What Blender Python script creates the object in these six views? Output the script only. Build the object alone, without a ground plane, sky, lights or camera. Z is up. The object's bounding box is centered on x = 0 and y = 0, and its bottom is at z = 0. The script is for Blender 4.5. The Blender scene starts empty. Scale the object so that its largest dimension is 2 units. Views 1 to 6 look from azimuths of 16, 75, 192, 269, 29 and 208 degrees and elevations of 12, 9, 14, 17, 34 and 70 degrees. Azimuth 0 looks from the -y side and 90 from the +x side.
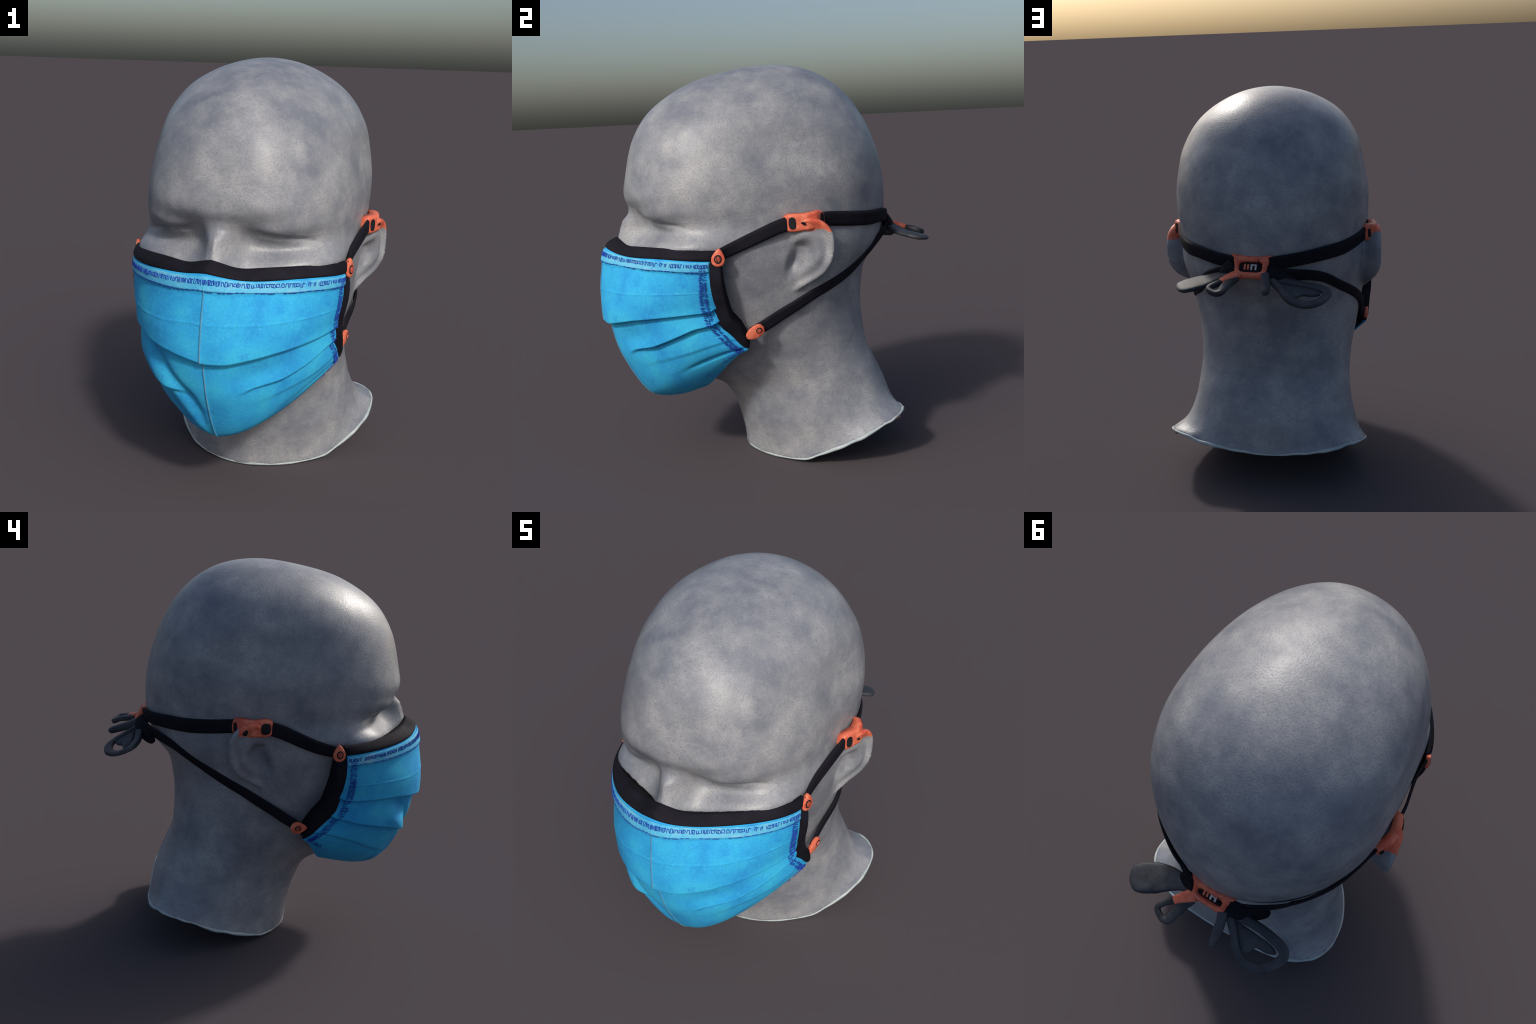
# Mannequin head wearing a blue pleated cloth mask with black elastic straps.
# The head is a loft through tilted cross-sections; facial relief, pleats and
# creases are added as smooth displacement rules on fine meshes.
import bpy, bmesh, math, random
import numpy as np
from mathutils import Vector, Matrix
from mathutils.bvhtree import BVHTree

random.seed(7)
rng = np.random.default_rng(7)
PI = math.pi

# ------------------------------------------------------------------ helpers
def spline(P, T):
    """uniform Catmull-Rom through rows of P, evaluated at parameters T"""
    P = np.asarray(P, float); T = np.asarray(T, float)
    n = len(P); k = np.clip(np.floor(T).astype(int), 0, n - 2); f = (T - k)[:, None]
    g = lambda i: P[np.clip(i, 0, n - 1)]
    p0, p1, p2, p3 = g(k - 1), g(k), g(k + 1), g(k + 2)
    p0 = np.where((k == 0)[:, None], 2 * p1 - p2, p0)
    p3 = np.where((k == n - 2)[:, None], 2 * p2 - p1, p3)
    return .5 * (2 * p1 + (p2 - p0) * f + (2 * p0 - 5 * p1 + 4 * p2 - p3) * f * f + (3 * p1 - p0 - 3 * p2 + p3) * f ** 3)

def curve_pts(P, n):
    """n points along a spline through P, evenly spaced by length"""
    P = np.asarray(P, float)
    D = spline(P, np.linspace(0, len(P) - 1, 24 * len(P)))
    L = np.r_[0, np.cumsum(np.linalg.norm(np.diff(D, axis=0), axis=1))]
    s = np.linspace(0, L[-1], n)
    return np.stack([np.interp(s, L, D[:, i]) for i in range(D.shape[1])], 1)

def unit(v):
    return v / (np.linalg.norm(v, axis=-1, keepdims=True) + 1e-12)

def smoothstep(a, b, x):
    t = np.clip((x - a) / (b - a), 0, 1); return t * t * (3 - 2 * t)

def gauss(x, s):
    return np.exp(-(x / s) ** 2)

def grid_faces(nr, nc, wrap_c=False, wrap_r=False):
    f = []
    for i in range(nr if wrap_r else nr - 1):
        for j in range(nc if wrap_c else nc - 1):
            i2, j2 = (i + 1) % nr, (j + 1) % nc
            f.append((i * nc + j, i * nc + j2, i2 * nc + j2, i2 * nc + j))
    return f

def new_obj(name, verts, faces, mat=None, parent=None, smooth=True):
    me = bpy.data.meshes.new(name)
    me.from_pydata([tuple(map(float, v)) for v in verts], [], faces)
    me.validate(); me.update()
    if smooth:
        me.polygons.foreach_set("use_smooth", [True] * len(me.polygons))
    ob = bpy.data.objects.new(name, me)
    bpy.context.scene.collection.objects.link(ob)
    if mat: me.materials.append(mat)
    if parent: ob.parent = parent
    return ob

def fix_normals(ob):
    bm = bmesh.new(); bm.from_mesh(ob.data)
    bmesh.ops.recalc_face_normals(bm, faces=bm.faces); bm.to_mesh(ob.data); bm.free()

def apply_mods(ob):
    dg = bpy.context.evaluated_depsgraph_get()
    me = bpy.data.meshes.new_from_object(ob.evaluated_get(dg))
    old = ob.data; ob.modifiers.clear(); ob.data = me
    me.name = old.name; bpy.data.meshes.remove(old)

def noise3(P, scale, seed=0, octaves=3):
    """smooth value noise made of a few random plane waves"""
    r = np.random.default_rng(seed); out = np.zeros(len(P)); a = 1.0; tot = 0
    for o in range(octaves):
        for _ in range(6):
            d = r.normal(size=3); d /= np.linalg.norm(d)
            out += a * np.sin(P @ d * scale * 2 ** o * r.uniform(.7, 1.3) + r.uniform(0, 6.28)); tot += a
        a *= .5
    return out / tot * 2

# ------------------------------------------------------------------ materials
def mat_new(name):
    m = bpy.data.materials.new(name); m.use_nodes = True
    nt = m.node_tree; b = nt.nodes["Principled BSDF"]
    tc = nt.nodes.new("ShaderNodeTexCoord")
    return m, nt, b, tc.outputs["Object"]

def nd(nt, kind, **kw):
    n = nt.nodes.new(kind)
    for k, v in kw.items():
        if k in n.inputs.keys() if hasattr(n.inputs, "keys") else False:
            n.inputs[k].default_value = v
        else:
            setattr(n, k, v)
    return n

def noise_node(nt, co, scale, detail=4, rough=.55, stretch=None):
    if stretch:
        mp = nt.nodes.new("ShaderNodeMapping"); mp.inputs["Scale"].default_value = stretch[:3]
        if len(stretch) > 3: mp.inputs["Rotation"].default_value = stretch[3:6]
        nt.links.new(co, mp.inputs[0]); co = mp.outputs[0]
    n = nt.nodes.new("ShaderNodeTexNoise")
    n.inputs["Scale"].default_value = scale; n.inputs["Detail"].default_value = detail
    n.inputs["Roughness"].default_value = rough
    nt.links.new(co, n.inputs["Vector"]); return n.outputs["Fac"]

def ramp(nt, fac, stops):
    r = nt.nodes.new("ShaderNodeValToRGB"); e = r.color_ramp.elements
    while len(e) < len(stops): e.new(.5)
    for el, (p, c) in zip(e, stops):
        el.position = p; el.color = (*c, 1) if len(c) == 3 else c
    nt.links.new(fac, r.inputs[0]); return r.outputs[0]

def mix(nt, fac, a, b, mode='MIX'):
    m = nt.nodes.new("ShaderNodeMix"); m.data_type = 'RGBA'; m.blend_type = mode
    for sock, v in ((m.inputs[0], fac), (m.inputs[6], a), (m.inputs[7], b)):
        if isinstance(v, (int, float)): sock.default_value = v
        elif isinstance(v, tuple): sock.default_value = (*v, 1)
        else: nt.links.new(v, sock)
    return m.outputs[2]

def bump(nt, b, h, strength, dist):
    n = nt.nodes.new("ShaderNodeBump"); n.inputs["Strength"].default_value = strength
    n.inputs["Distance"].default_value = dist
    nt.links.new(h, n.inputs["Height"]); nt.links.new(n.outputs[0], b.inputs["Normal"])

def grey(v): return (v, v, v)

def make_skin():
    m, nt, b, co = mat_new("grey_mannequin_paint")
    patch = noise_node(nt, co, 5.6, 7, .66)
    base = ramp(nt, patch, [(.35, (.165, .180, .218)), (.46, (.228, .241, .272)), (.54, (.266, .277, .302)), (.66, (.340, .348, .366))])
    streak = noise_node(nt, co, 7, 3, .5, (1, .9, 1.5, .5, .3, 0))
    base = mix(nt, ramp(nt, streak, [(.34, grey(.40)), (.48, grey(0))]), base, (.168, .182, .225))
    speck = noise_node(nt, co, 120, 3, .65, (1, 1, 1.3))
    base = mix(nt, ramp(nt, speck, [(.37, grey(.62)), (.48, grey(0))]), base, (.158, .169, .198))
    speck2 = noise_node(nt, co, 80, 3, .7)
    base = mix(nt, ramp(nt, speck2, [(.56, grey(0)), (.70, grey(.25))]), base, (.41, .412, .415))
    # small bluish scuffs just above the cut edge of the neck
    scuff = noise_node(nt, co, 16, 5, .75)
    sm = ramp(nt, scuff, [(.60, grey(0)), (.68, grey(.6))])
    sx = nt.nodes.new("ShaderNodeSeparateXYZ"); nt.links.new(co, sx.inputs[0])
    lim = nt.nodes.new("ShaderNodeMath"); lim.operation = 'MULTIPLY_ADD'
    lim.inputs[1].default_value = -.33; lim.inputs[2].default_value = 0
    nt.links.new(sx.outputs[1], lim.inputs[0])
    hz = nt.nodes.new("ShaderNodeMath"); hz.operation = 'ADD'
    nt.links.new(lim.outputs[0], hz.inputs[0]); nt.links.new(sx.outputs[2], hz.inputs[1])
    near = ramp(nt, hz.outputs[0], [(.06, grey(1)), (.12, grey(0))])
    gate = mix(nt, 1.0, sm, near, 'MULTIPLY')
    base = mix(nt, gate, base, (.115, .125, .30))
    nt.links.new(base, b.inputs["Base Color"])
    rg = noise_node(nt, co, 12, 4)
    nt.links.new(ramp(nt, rg, [(.3, grey(.35)), (.7, grey(.46))]), b.inputs["Roughness"])
    b.inputs["Specular IOR Level"].default_value = .5
    bump(nt, b, speck, .25, .005)
    return m

def make_cloth(name, lo, mid, hi, deep, rough=.85):
    m, nt, b, co = mat_new(name)
    p = noise_node(nt, co, 5.5, 5, .6)
    base = ramp(nt, p, [(.32, lo), (.48, mid), (.66, hi)])
    q = noise_node(nt, co, 9, 4, .6)
    base = mix(nt, ramp(nt, q, [(.60, grey(0)), (.74, grey(.65))]), base, deep)
    w = noise_node(nt, co, 120, 3, .7)
    base = mix(nt, ramp(nt, w, [(.35, grey(.30)), (.5, grey(0))]), base, tuple(c * .6 for c in mid))
    w2 = noise_node(nt, co, 70, 3, .7)
    base = mix(nt, ramp(nt, w2, [(.55, grey(0)), (.7, grey(.25))]), base, tuple(min(1, c * 1.35 + .04) for c in hi))
    nt.links.new(base, b.inputs["Base Color"])
    b.inputs["Roughness"].default_value = rough
    b.inputs["Specular IOR Level"].default_value = .3
    bump(nt, b, w, .25, .004)
    return m

def make_plain(name, c1, c2, scale=14, rough=.6, spec=.4, bmp=.1, fleck=None):
    m, nt, b, co = mat_new(name)
    p = noise_node(nt, co, scale, 4, .6)
    col = ramp(nt, p, [(.35, c1), (.65, c2)])
    if fleck:
        q = noise_node(nt, co, scale * 2.3, 4, .6)
        col = mix(nt, ramp(nt, q, [(.55, grey(0)), (.72, grey(.6))]), col, fleck)
    nt.links.new(col, b.inputs["Base Color"])
    b.inputs["Roughness"].default_value = rough; b.inputs["Specular IOR Level"].default_value = spec
    bump(nt, b, noise_node(nt, co, 90, 3), bmp, .004)
    return m

SKIN = make_skin()
BLUE = make_cloth("blue_cotton", (.020, .290, .66), (.028, .375, .73), (.040, .46, .75), (.014, .20, .62))
BLUE_PALE = make_cloth("pale_blue_hem", (.05, .37, .66), (.09, .45, .71), (.24, .55, .69), (.025, .26, .62))
THREAD = make_plain("navy_thread", (.012, .035, .30), (.02, .08, .42), 30, .8, .2)
SEAM = make_plain("greyish_seam", (.06, .27, .48), (.13, .34, .48), 22, .85, .2)
BLACK = make_plain("black_elastic", (.006, .006, .010), (.011, .010, .016), 10, .8, .15, .2, (.010, .012, .030))
ORANGE = make_plain("coral_plastic", (.58, .085, .045), (.74, .19, .105), 22, .5, .4, .1, (.74, .30, .19))
DARK = make_plain("dark_opening", (.006, .007, .010), (.014, .014, .018), 20, .7, .2)
TAIL = make_plain("grey_black_elastic", (.012, .014, .022), (.065, .07, .08), 7, .6, .35, .15, (.03, .04, .075))
RIM = make_plain("pale_cut_edge", (.30, .38, .40), (.46, .51, .51), 16, .6, .4, .2, (.34, .40, .44))
MARK = make_plain("pale_mark", (.45, .40, .42), (.62, .62, .66), 30, .6, .3)

root = bpy.data.objects.new("mannequin_head", None)
bpy.context.scene.collection.objects.link(root)
root["label"] = "grey mannequin head wearing a blue pleated face mask with black straps"
root["category"] = "mannequin head"

# ------------------------------------------------------------------ head loft
# each row is one tilted section: front y,z / back y,z / half width / where the
# widest point lies between front and back / side lift / front and back fullness
ROWS = np.array([
 [-.124, 1.979, .279, 1.962, .190, .534, -.007, 2.00, 2.06],
 [-.356, 1.914, .430, 1.862, .364, .564, -.028, 1.88, 2.04],
 [-.544, 1.796, .540, 1.714, .451, .603, -.025, 2.00, 2.04],
 [-.641, 1.652, .602, 1.565, .477, .645, -.007, 2.28, 2.01],
 [-.687, 1.475, .639, 1.417, .498, .628,  .006, 2.45, 1.95],
 [-.693, 1.375, .648, 1.279, .496, .605, -.002, 2.55, 1.91],
 [-.650, 1.285, .640, 1.191, .492, .590,  .000, 2.65, 1.89],
 [-.655, 1.165, .600, 1.074, .496, .594,  .000, 2.75, 1.93],
 [-.700, 1.000, .530, .977, .477, .600, -.004, 2.20, 1.97],
 [-.700, .800, .504, .857, .449, .608, -.004, 1.80, 2.02],
 [-.640, .603, .497, .763, .428, .608,  .008, 1.55, 2.12],
 [-.540, .475, .500, .668, .411, .615,  .014, 1.42, 2.24],
 [-.400, .432, .511, .563, .406, .600,  .019, 1.45, 2.32],
 [-.250, .370, .546, .472, .409, .568,  .024, 1.60, 2.36],
 [-.178, .248, .592, .366, .425, .556,  .032, 1.74, 2.38],
 [-.142, .108, .628, .255, .464, .580,  .046, 1.82, 2.40],
 [-.130, -.015, .656, .199, .526, .604,  .059, 1.84, 2.45]])
CROWN = (.083, 2.0)
NR, NC = 300, 288

def head_grid():
    R = ROWS
    P = np.vstack([[R[0, 2], R[0, 3], R[0, 0], R[0, 1], -R[0, 4], 1 - R[0, 5], 0, R[0, 8], R[0, 7]],
                   [CROWN[0], CROWN[1], CROWN[0], CROWN[1], 0, .5, 0, 2, 2], R])
    T = np.linspace(1, len(P) - 1, NR); T[0] = 1.004
    Q = spline(P, T)
    ph = np.linspace(0, 2 * PI, NC, endpoint=False); c, s = np.cos(ph), np.sin(ph)
    yf, zf, yb, zb, w, m, lift, nf, nb = [Q[:, i:i + 1] for i in range(9)]
    n = np.where(c[None] > 0, nf, nb)
    cc = np.sign(c) * np.abs(c)[None] ** (2 / n); ss = np.sign(s) * np.abs(s)[None] ** (2 / n)
    u = np.where(c[None] > 0, m - m * cc, m - (1 - m) * cc)
    y = yf + (yb - yf) * u; z = zf + (zb - zf) * u + lift * ss * ss; x = w * ss
    M = np.stack([x, y, z], -1)
    # uneven cut at the foot of the neck
    k = smoothstep(.90, 1, np.linspace(0, 1, NR))[:, None]
    dz = -.0086 - .013 * np.cos(ph) - .0039 * np.cos(2 * ph) + .0179 * np.cos(3 * ph) - .0017 * np.sin(ph) - .0114 * np.sin(2 * ph)
    dz = dz + .0022 * np.sin(11 * ph + 1) + .0014 * np.sin(19 * ph) + .001 * np.sin(31 * ph + 2)
    dr = -.0096 - .0141 * np.cos(ph) - .0027 * np.cos(2 * ph) + .0178 * np.cos(3 * ph) - .0112 * np.sin(2 * ph) - .0063 * np.sin(3 * ph)
    cen = M[-1].mean(0); d = M - cen; d[..., 2] = 0; d = unit(d)
    M = M + (k * dr[None])[..., None] * d
    M[..., 2] += k * dz[None]
    low = M[..., 2] < .02; M[..., 2] = np.where(low, .004 + .016 * np.exp(np.minimum(0, (M[..., 2] - .02)) / .016), M[..., 2])
    return M

def face_relief(M):
    """push the front of the face in and out: nose bridge, sockets, lids, cheeks"""
    x, y, z = M[..., 0], M[..., 1], M[..., 2]
    front = smoothstep(-.15, -.35, y) * smoothstep(1.06, 1.12, z)
    ax = np.abs(x)
    dy = np.zeros_like(x)
    # nose bridge: a rounded ridge growing downwards
    hgt = np.interp(z, [1.05, 1.12, 1.17, 1.22, 1.26, 1.29, 1.33, 1.39], [.135, .115, .100, .092, .076, .040, .014, 0])
    wid = np.interp(z, [1.10, 1.17, 1.22, 1.27, 1.34], [.082, .072, .066, .064, .090])
    dy -= hgt * np.exp(-(ax / wid) ** 2.1)
    # sockets: deepest low and wide, filled again under the outer brow
    dy += .066 * np.exp(-(np.abs(ax - .235) / .150) ** 2.6) * gauss(z - 1.212, .052)
    dy += .030 * gauss(ax - .110, .055) * gauss(z - 1.258, .050)
    dy -= .020 * gauss(ax - .32, .10) * gauss(z - 1.310, .030)
    # brow ridge
    dy -= .006 * gauss(ax - .20, .16) * gauss(z - 1.385, .04)
    # closed eye: lid bulge, with the lid line below it
    lid_z = 1.283 - .17 * (ax - .156) - .30 * np.clip(ax - .156, 0, None) * np.clip(.35 - ax, 0, None) * 0
    along = smoothstep(.11, .17, ax) * smoothstep(.40, .33, ax)
    dy -= .016 * gauss(ax - .245, .090) * gauss(z - (lid_z + .018), .028)
    dy -= .004 * gauss(ax - .25, .09) * gauss(z - (lid_z - .030), .022)
    dy += .024 * along * gauss(z - lid_z, .010)
    # cheek bone
    dy -= .020 * gauss(ax - .33, .10) * gauss(z - 1.175, .045)
    # cheek bone swells outward to meet the top corner of the mask
    sw = .038 * gauss(z - 1.145, .050) * gauss(y + .46, .15)
    M = M.copy(); M[..., 1] += dy * front
    M[..., 0] += np.sign(x) * sw * .85 * smoothstep(.15, .35, ax); M[..., 1] -= sw * .5 * smoothstep(.22, .36, ax)
    return M

G = face_relief(head_grid())
verts = G.reshape(-1, 3).tolist(); faces = grid_faces(NR, NC, True)
top = len(verts); verts.append((0, CROWN[0], CROWN[1])); faces += [(top, (j + 1) % NC, j) for j in range(NC)]
# slightly hollow underside
cen = G[-1].mean(0)
base0 = (NR - 1) * NC
prev = base0
for kk, (f, up) in enumerate(((.9, .015), (.6, .05), (.3, .065))):
    ring = cen + (G[-1] - cen) * f; ring[:, 2] = cen[2] + (G[-1][:, 2] - cen[2]) * f + up
    st = len(verts); verts += ring.tolist()
    faces += [(prev + j, prev + (j + 1) % NC, st + (j + 1) % NC, st + j) for j in range(NC)]; prev = st
last = len(verts); verts.append((cen[0], cen[1], cen[2] + .07)); faces += [(prev + j, prev + (j + 1) % NC, last) for j in range(NC)]

body = new_obj("blank", verts, faces); fix_normals(body)
HEAD_BVH = BVHTree.FromPolygons([v.co.copy() for v in body.data.vertices], [tuple(p.vertices) for p in body.data.polygons])

def surf(p, off=0.0, always=True):
    """nearest point on the bare head, lifted by off; leaves outside points alone if always is False"""
    co, nrm, _, d = HEAD_BVH.find_nearest(Vector(p))
    side = (Vector(p) - co).dot(nrm)
    if not always and side > off: return np.array(p), np.array(nrm)
    return np.array(co + nrm * off), np.array(nrm)

# ------------------------------------------------------------------ ears
def ear_mesh(sx):
    """cupped flap: hollow in front, rolled rim, free back; attached along the cheek side"""
    C = np.array([.035, 1.080])                       # bottom of the hollow, in y,z
    # outline of the rim: y, z, how far it stands off the skull
    O = np.array([(.200, 1.135, .106), (.192, 1.195, .107), (.150, 1.250, .104), (.075, 1.272, .090), (.015, 1.240, .055), (-.020, 1.180, .012),
                  (-.035, 1.110, -.010), (-.040, 1.030, -.016), (-.060, .950, -.022), (-.010, .905, -.018), (.045, .920, .004), (.105, .955, .036), (.155, 1.000, .074), (.188, 1.065, .102)])
    O = curve_pts(np.vstack([O, O[:1]]), 400)
    oa = np.arctan2(O[:, 1] - C[1], O[:, 0] - C[0]); oa = np.unwrap(oa); orr = np.hypot(O[:, 0] - C[0], O[:, 1] - C[1])
    nth = 120; th = np.linspace(0, 2 * PI, nth, endpoint=False)   # 0 = back, 90 = up
    key = np.mod(oa, 2 * PI); srt = np.argsort(key)
    rad = np.interp(th, key[srt], orr[srt], period=2 * PI); out = np.interp(th, key[srt], O[srt, 2], period=2 * PI)
    base_x = .472
    # (radial fraction, height fraction of rim, constant height)
    prof = [(0, .05, -.030), (.15, .08, -.028), (.28, .24, -.014), (.38, .52, -.002), (.46, .68, .004), (.56, .77, .005), (.66, .81, .002), (.74, .83, -.002), (.81, .89, .002), (.87, .97, .006), (.94, 1.02, .006),
            (1.0, .95, 0), (.99, .84, -.004), (.95, .68, -.006), (.88, .42, -.010), (.82, .15, -.02), (.76, -.1, -.05), (.5, -.2, -.10)]
    V = []
    for fr, hf, hc in prof:
        y = C[0] + np.cos(th) * rad * fr; z = C[1] + np.sin(th) * rad * fr
        x = base_x + out * hf + hc
        V.append(np.stack([sx * x, y, z], 1))
    V = np.array(V); n = len(prof)
    v = V.reshape(-1, 3).tolist(); f = grid_faces(n, nth, True)
    f.append(tuple(range((n - 1) * nth, n * nth)))
    c = len(v); v.append(V[0].mean(0).tolist())
    return v, f

ears = []
for sx in (1, -1):
    v, f = ear_mesh(sx); e = new_obj("ear_blank", v, f); fix_normals(e); ears.append(e)

# fuse head and ears into one smooth body
bm = bmesh.new()
for o in (body, *ears):
    bm.from_mesh(o.data)
bm.to_mesh(body.data); bm.free()
for e in ears:
    me = e.data; bpy.data.objects.remove(e); bpy.data.meshes.remove(me)
rm = body.modifiers.new("fuse", 'REMESH'); rm.mode = 'VOXEL'; rm.voxel_size = .0072; rm.use_smooth_shade = True
apply_mods(body)

def get_v(me):
    a = np.empty(len(me.vertices) * 3); me.vertices.foreach_get("co", a); return a.reshape(-1, 3)

def edges_of(me):
    a = np.empty(len(me.edges) * 2, int); me.edges.foreach_get("vertices", a); return a.reshape(-1, 2)

def smooth_by(P, E, w, it, lam=.5):
    deg = np.bincount(E.ravel(), minlength=len(P))[:, None]
    for _ in range(it):
        A = np.stack([np.bincount(E[:, 0], P[E[:, 1], k], len(P)) + np.bincount(E[:, 1], P[E[:, 0], k], len(P)) for k in range(3)], 1) / np.maximum(deg, 1)
        P = P + (A - P) * lam * w[:, None]
    return P

P = get_v(body.data); E = edges_of(body.data)
earzone = smoothstep(.40, .44, np.abs(P[:, 0])) * smoothstep(.86, .92, P[:, 2]) * smoothstep(1.36, 1.30, P[:, 2]) * smoothstep(-.16, -.08, P[:, 1]) * smoothstep(.30, .24, P[:, 1])
facezone = smoothstep(-.30, -.45, P[:, 1]) * smoothstep(1.05, 1.12, P[:, 2]) * smoothstep(1.45, 1.38, P[:, 2])
P = smooth_by(P, E, .15 + .55 * np.maximum(earzone, facezone), 6)
# the bowl of the ear sinks into the side of the head
yy, zz = P[:, 1] - .022, P[:, 2] - 1.060
along, across = .35 * yy + .94 * zz, .94 * yy - .35 * zz
P[:, 0] -= np.sign(P[:, 0]) * .030 * np.exp(-(along / .058) ** 2 - (across / .026) ** 2) * smoothstep(.40, .44, np.abs(P[:, 0]))
P = smooth_by(P, E, .4 * earzone, 2)
# faint lumps left by hand finishing
body.data.vertices.foreach_set("co", P.ravel()); body.data.update()
nrm = np.empty(len(P) * 3); body.data.vertices.foreach_get("normal", nrm); nrm = nrm.reshape(-1, 3)
P = P + nrm * (noise3(P, 9, 3) * .0022)[:, None]
body.data.vertices.foreach_set("co", P.ravel()); body.data.update()
P[:, 2] = np.maximum(P[:, 2], 0); body.data.vertices.foreach_set("co", P.ravel()); body.data.update()
nrm = np.empty(len(P) * 3); body.data.vertices.foreach_get("normal", nrm); nrm = nrm.reshape(-1, 3)

FULL_BVH = BVHTree.FromPolygons([Vector(p) for p in P], [tuple(p.vertices) for p in body.data.polygons])

def split_region(src, classify, names):
    """separate faces by region; borders coincide and normals stay those of the whole body"""
    me = src.data; polys = [tuple(p.vertices) for p in me.polygons]
    cen = np.array([np.mean(P[list(p)], 0) for p in polys]); lab = classify(cen); outs = []
    for k, nm in enumerate(names):
        sel = np.nonzero(lab == k)[0]
        used = np.unique(np.concatenate([polys[i] for i in sel])); remap = {int(u): i for i, u in enumerate(used)}
        ob = new_obj(nm, P[used], [tuple(remap[v] for v in polys[i]) for i in sel], ORANGE if nm == 'ear_pad' else SKIN, root)
        ob.data.normals_split_custom_set_from_vertices([tuple(n) for n in nrm[used]])
        outs.append(ob)
    return outs

def regions(c):
    lab = np.zeros(len(c), int)
    lab[c[:, 2] < .70 - .42 * c[:, 1] * -1 * .6 - .12] = 1           # neck: below a line rising to the nape
    ear = ((c[:, 1] - .06) / .165) ** 2 + ((c[:, 2] - 1.08) / .20) ** 2 < 1
    lab[ear & (c[:, 0] > .455)] = 2; lab[ear & (c[:, 0] < -.455)] = 3
    wav = .008 * np.sin(c[:, 1] * 60) + .006 * np.sin(c[:, 1] * 23 + 1)
    lab[ear & (c[:, 0] > .515) & (c[:, 2] > 1.212 + wav)] = 4; lab[ear & (c[:, 0] < -.52) & (c[:, 2] > 1.205 + wav) & (c[:, 1] < .15)] = 5
    return lab

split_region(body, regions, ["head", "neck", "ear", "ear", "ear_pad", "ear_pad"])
me = body.data; bpy.data.objects.remove(body); bpy.data.meshes.remove(me)

# ------------------------------------------------------------------ tubes and ribbons
def tube(path, rad, n=10, flat=None, up=None, closed=False):
    """swept tube; flat = (width, thickness) half sizes per point for a strap-like section"""
    path = np.asarray(path, float); m = len(path)
    tg = unit(np.gradient(path, axis=0)) if not closed else unit(np.roll(path, -1, 0) - np.roll(path, 1, 0))
    if up is None:
        u = np.array([0, 0, 1.0]); ups = []
        prev = None
        for t in tg:
            a = u - t * (u @ t) if prev is None else prev - t * (prev @ t)
            if np.linalg.norm(a) < 1e-3: a = np.array([1.0, 0, 0]) - t * t[0]
            prev = unit(a); ups.append(prev)
        ups = np.array(ups)
    else:
        ups = np.asarray(up, float); ups = unit(ups - tg * (ups * tg).sum(1, keepdims=True))
    sd = np.cross(tg, ups)
    a = np.linspace(0, 2 * PI, n, endpoint=False)
    if flat is None:
        rr = np.broadcast_to(np.asarray(rad, float), (m,)); W = rr; H = rr; ca, sa = np.cos(a), np.sin(a)
    else:
        W = np.broadcast_to(np.asarray(flat[0], float), (m,)); H = np.broadcast_to(np.asarray(flat[1], float), (m,))
        ca = np.sign(np.cos(a)) * np.abs(np.cos(a)) ** .55; sa = np.sign(np.sin(a)) * np.abs(np.sin(a)) ** .55
    V = path[:, None] + sd[:, None] * (ca[None] * W[:, None])[..., None] + ups[:, None] * (sa[None] * H[:, None])[..., None]
    v = V.reshape(-1, 3).tolist(); f = grid_faces(m, n, True, closed)
    if not closed:
        f.append(tuple(range(n - 1, -1, -1))); f.append(tuple(range((m - 1) * n, m * n)))
    return v, f

def strap(name, pts, half, thick, mat, n=90, cross=9, hug=True, lift=.0015):
    """ribbon that hugs the head wherever it would sink in; pts are (x, y, z)"""
    path = curve_pts(pts, n)
    hw = np.interp(np.linspace(0, 1, n), np.linspace(0, 1, len(half)), half) if np.ndim(half) else np.full(n, half)
    C = []; N = []
    for p in path:
        q, nn = surf(p, lift, always=False); C.append(q); N.append(nn)
    C = np.array(C); N = np.array(N)
    for _ in range(6):
        N[1:-1] = unit(N[:-2] + N[1:-1] * 2 + N[2:]); C[1:-1] = (C[:-2] + 2 * C[1:-1] + C[2:]) / 4
    tg = unit(np.gradient(C, axis=0)); N = unit(N - tg * (N * tg).sum(1, keepdims=True)); sd = np.cross(N, tg)
    outer = []; inner = []
    for i in range(n):
        ro, ri = [], []
        for k in np.linspace(-1, 1, cross):
            p = C[i] + sd[i] * hw[i] * k
            if hug:
                p, _ = surf(p, lift, always=False)
            edge = math.sqrt(max(0, 1 - abs(k) ** 5))
            ro.append(p + N[i] * thick * (.25 + .75 * edge)); ri.append(p - N[i] * .004)
        outer.append(ro); inner.append(ri[::-1])
    V = np.concatenate([np.array(outer), np.array(inner)], 1); m = 2 * cross
    v = V.reshape(-1, 3).tolist(); f = grid_faces(n, m, True)
    f.append(tuple(range(m))); f.append(tuple(range((n - 1) * m, n * m)))
    o = new_obj(name, v, f, mat, root); fix_normals(o); return o, C, N

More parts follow.
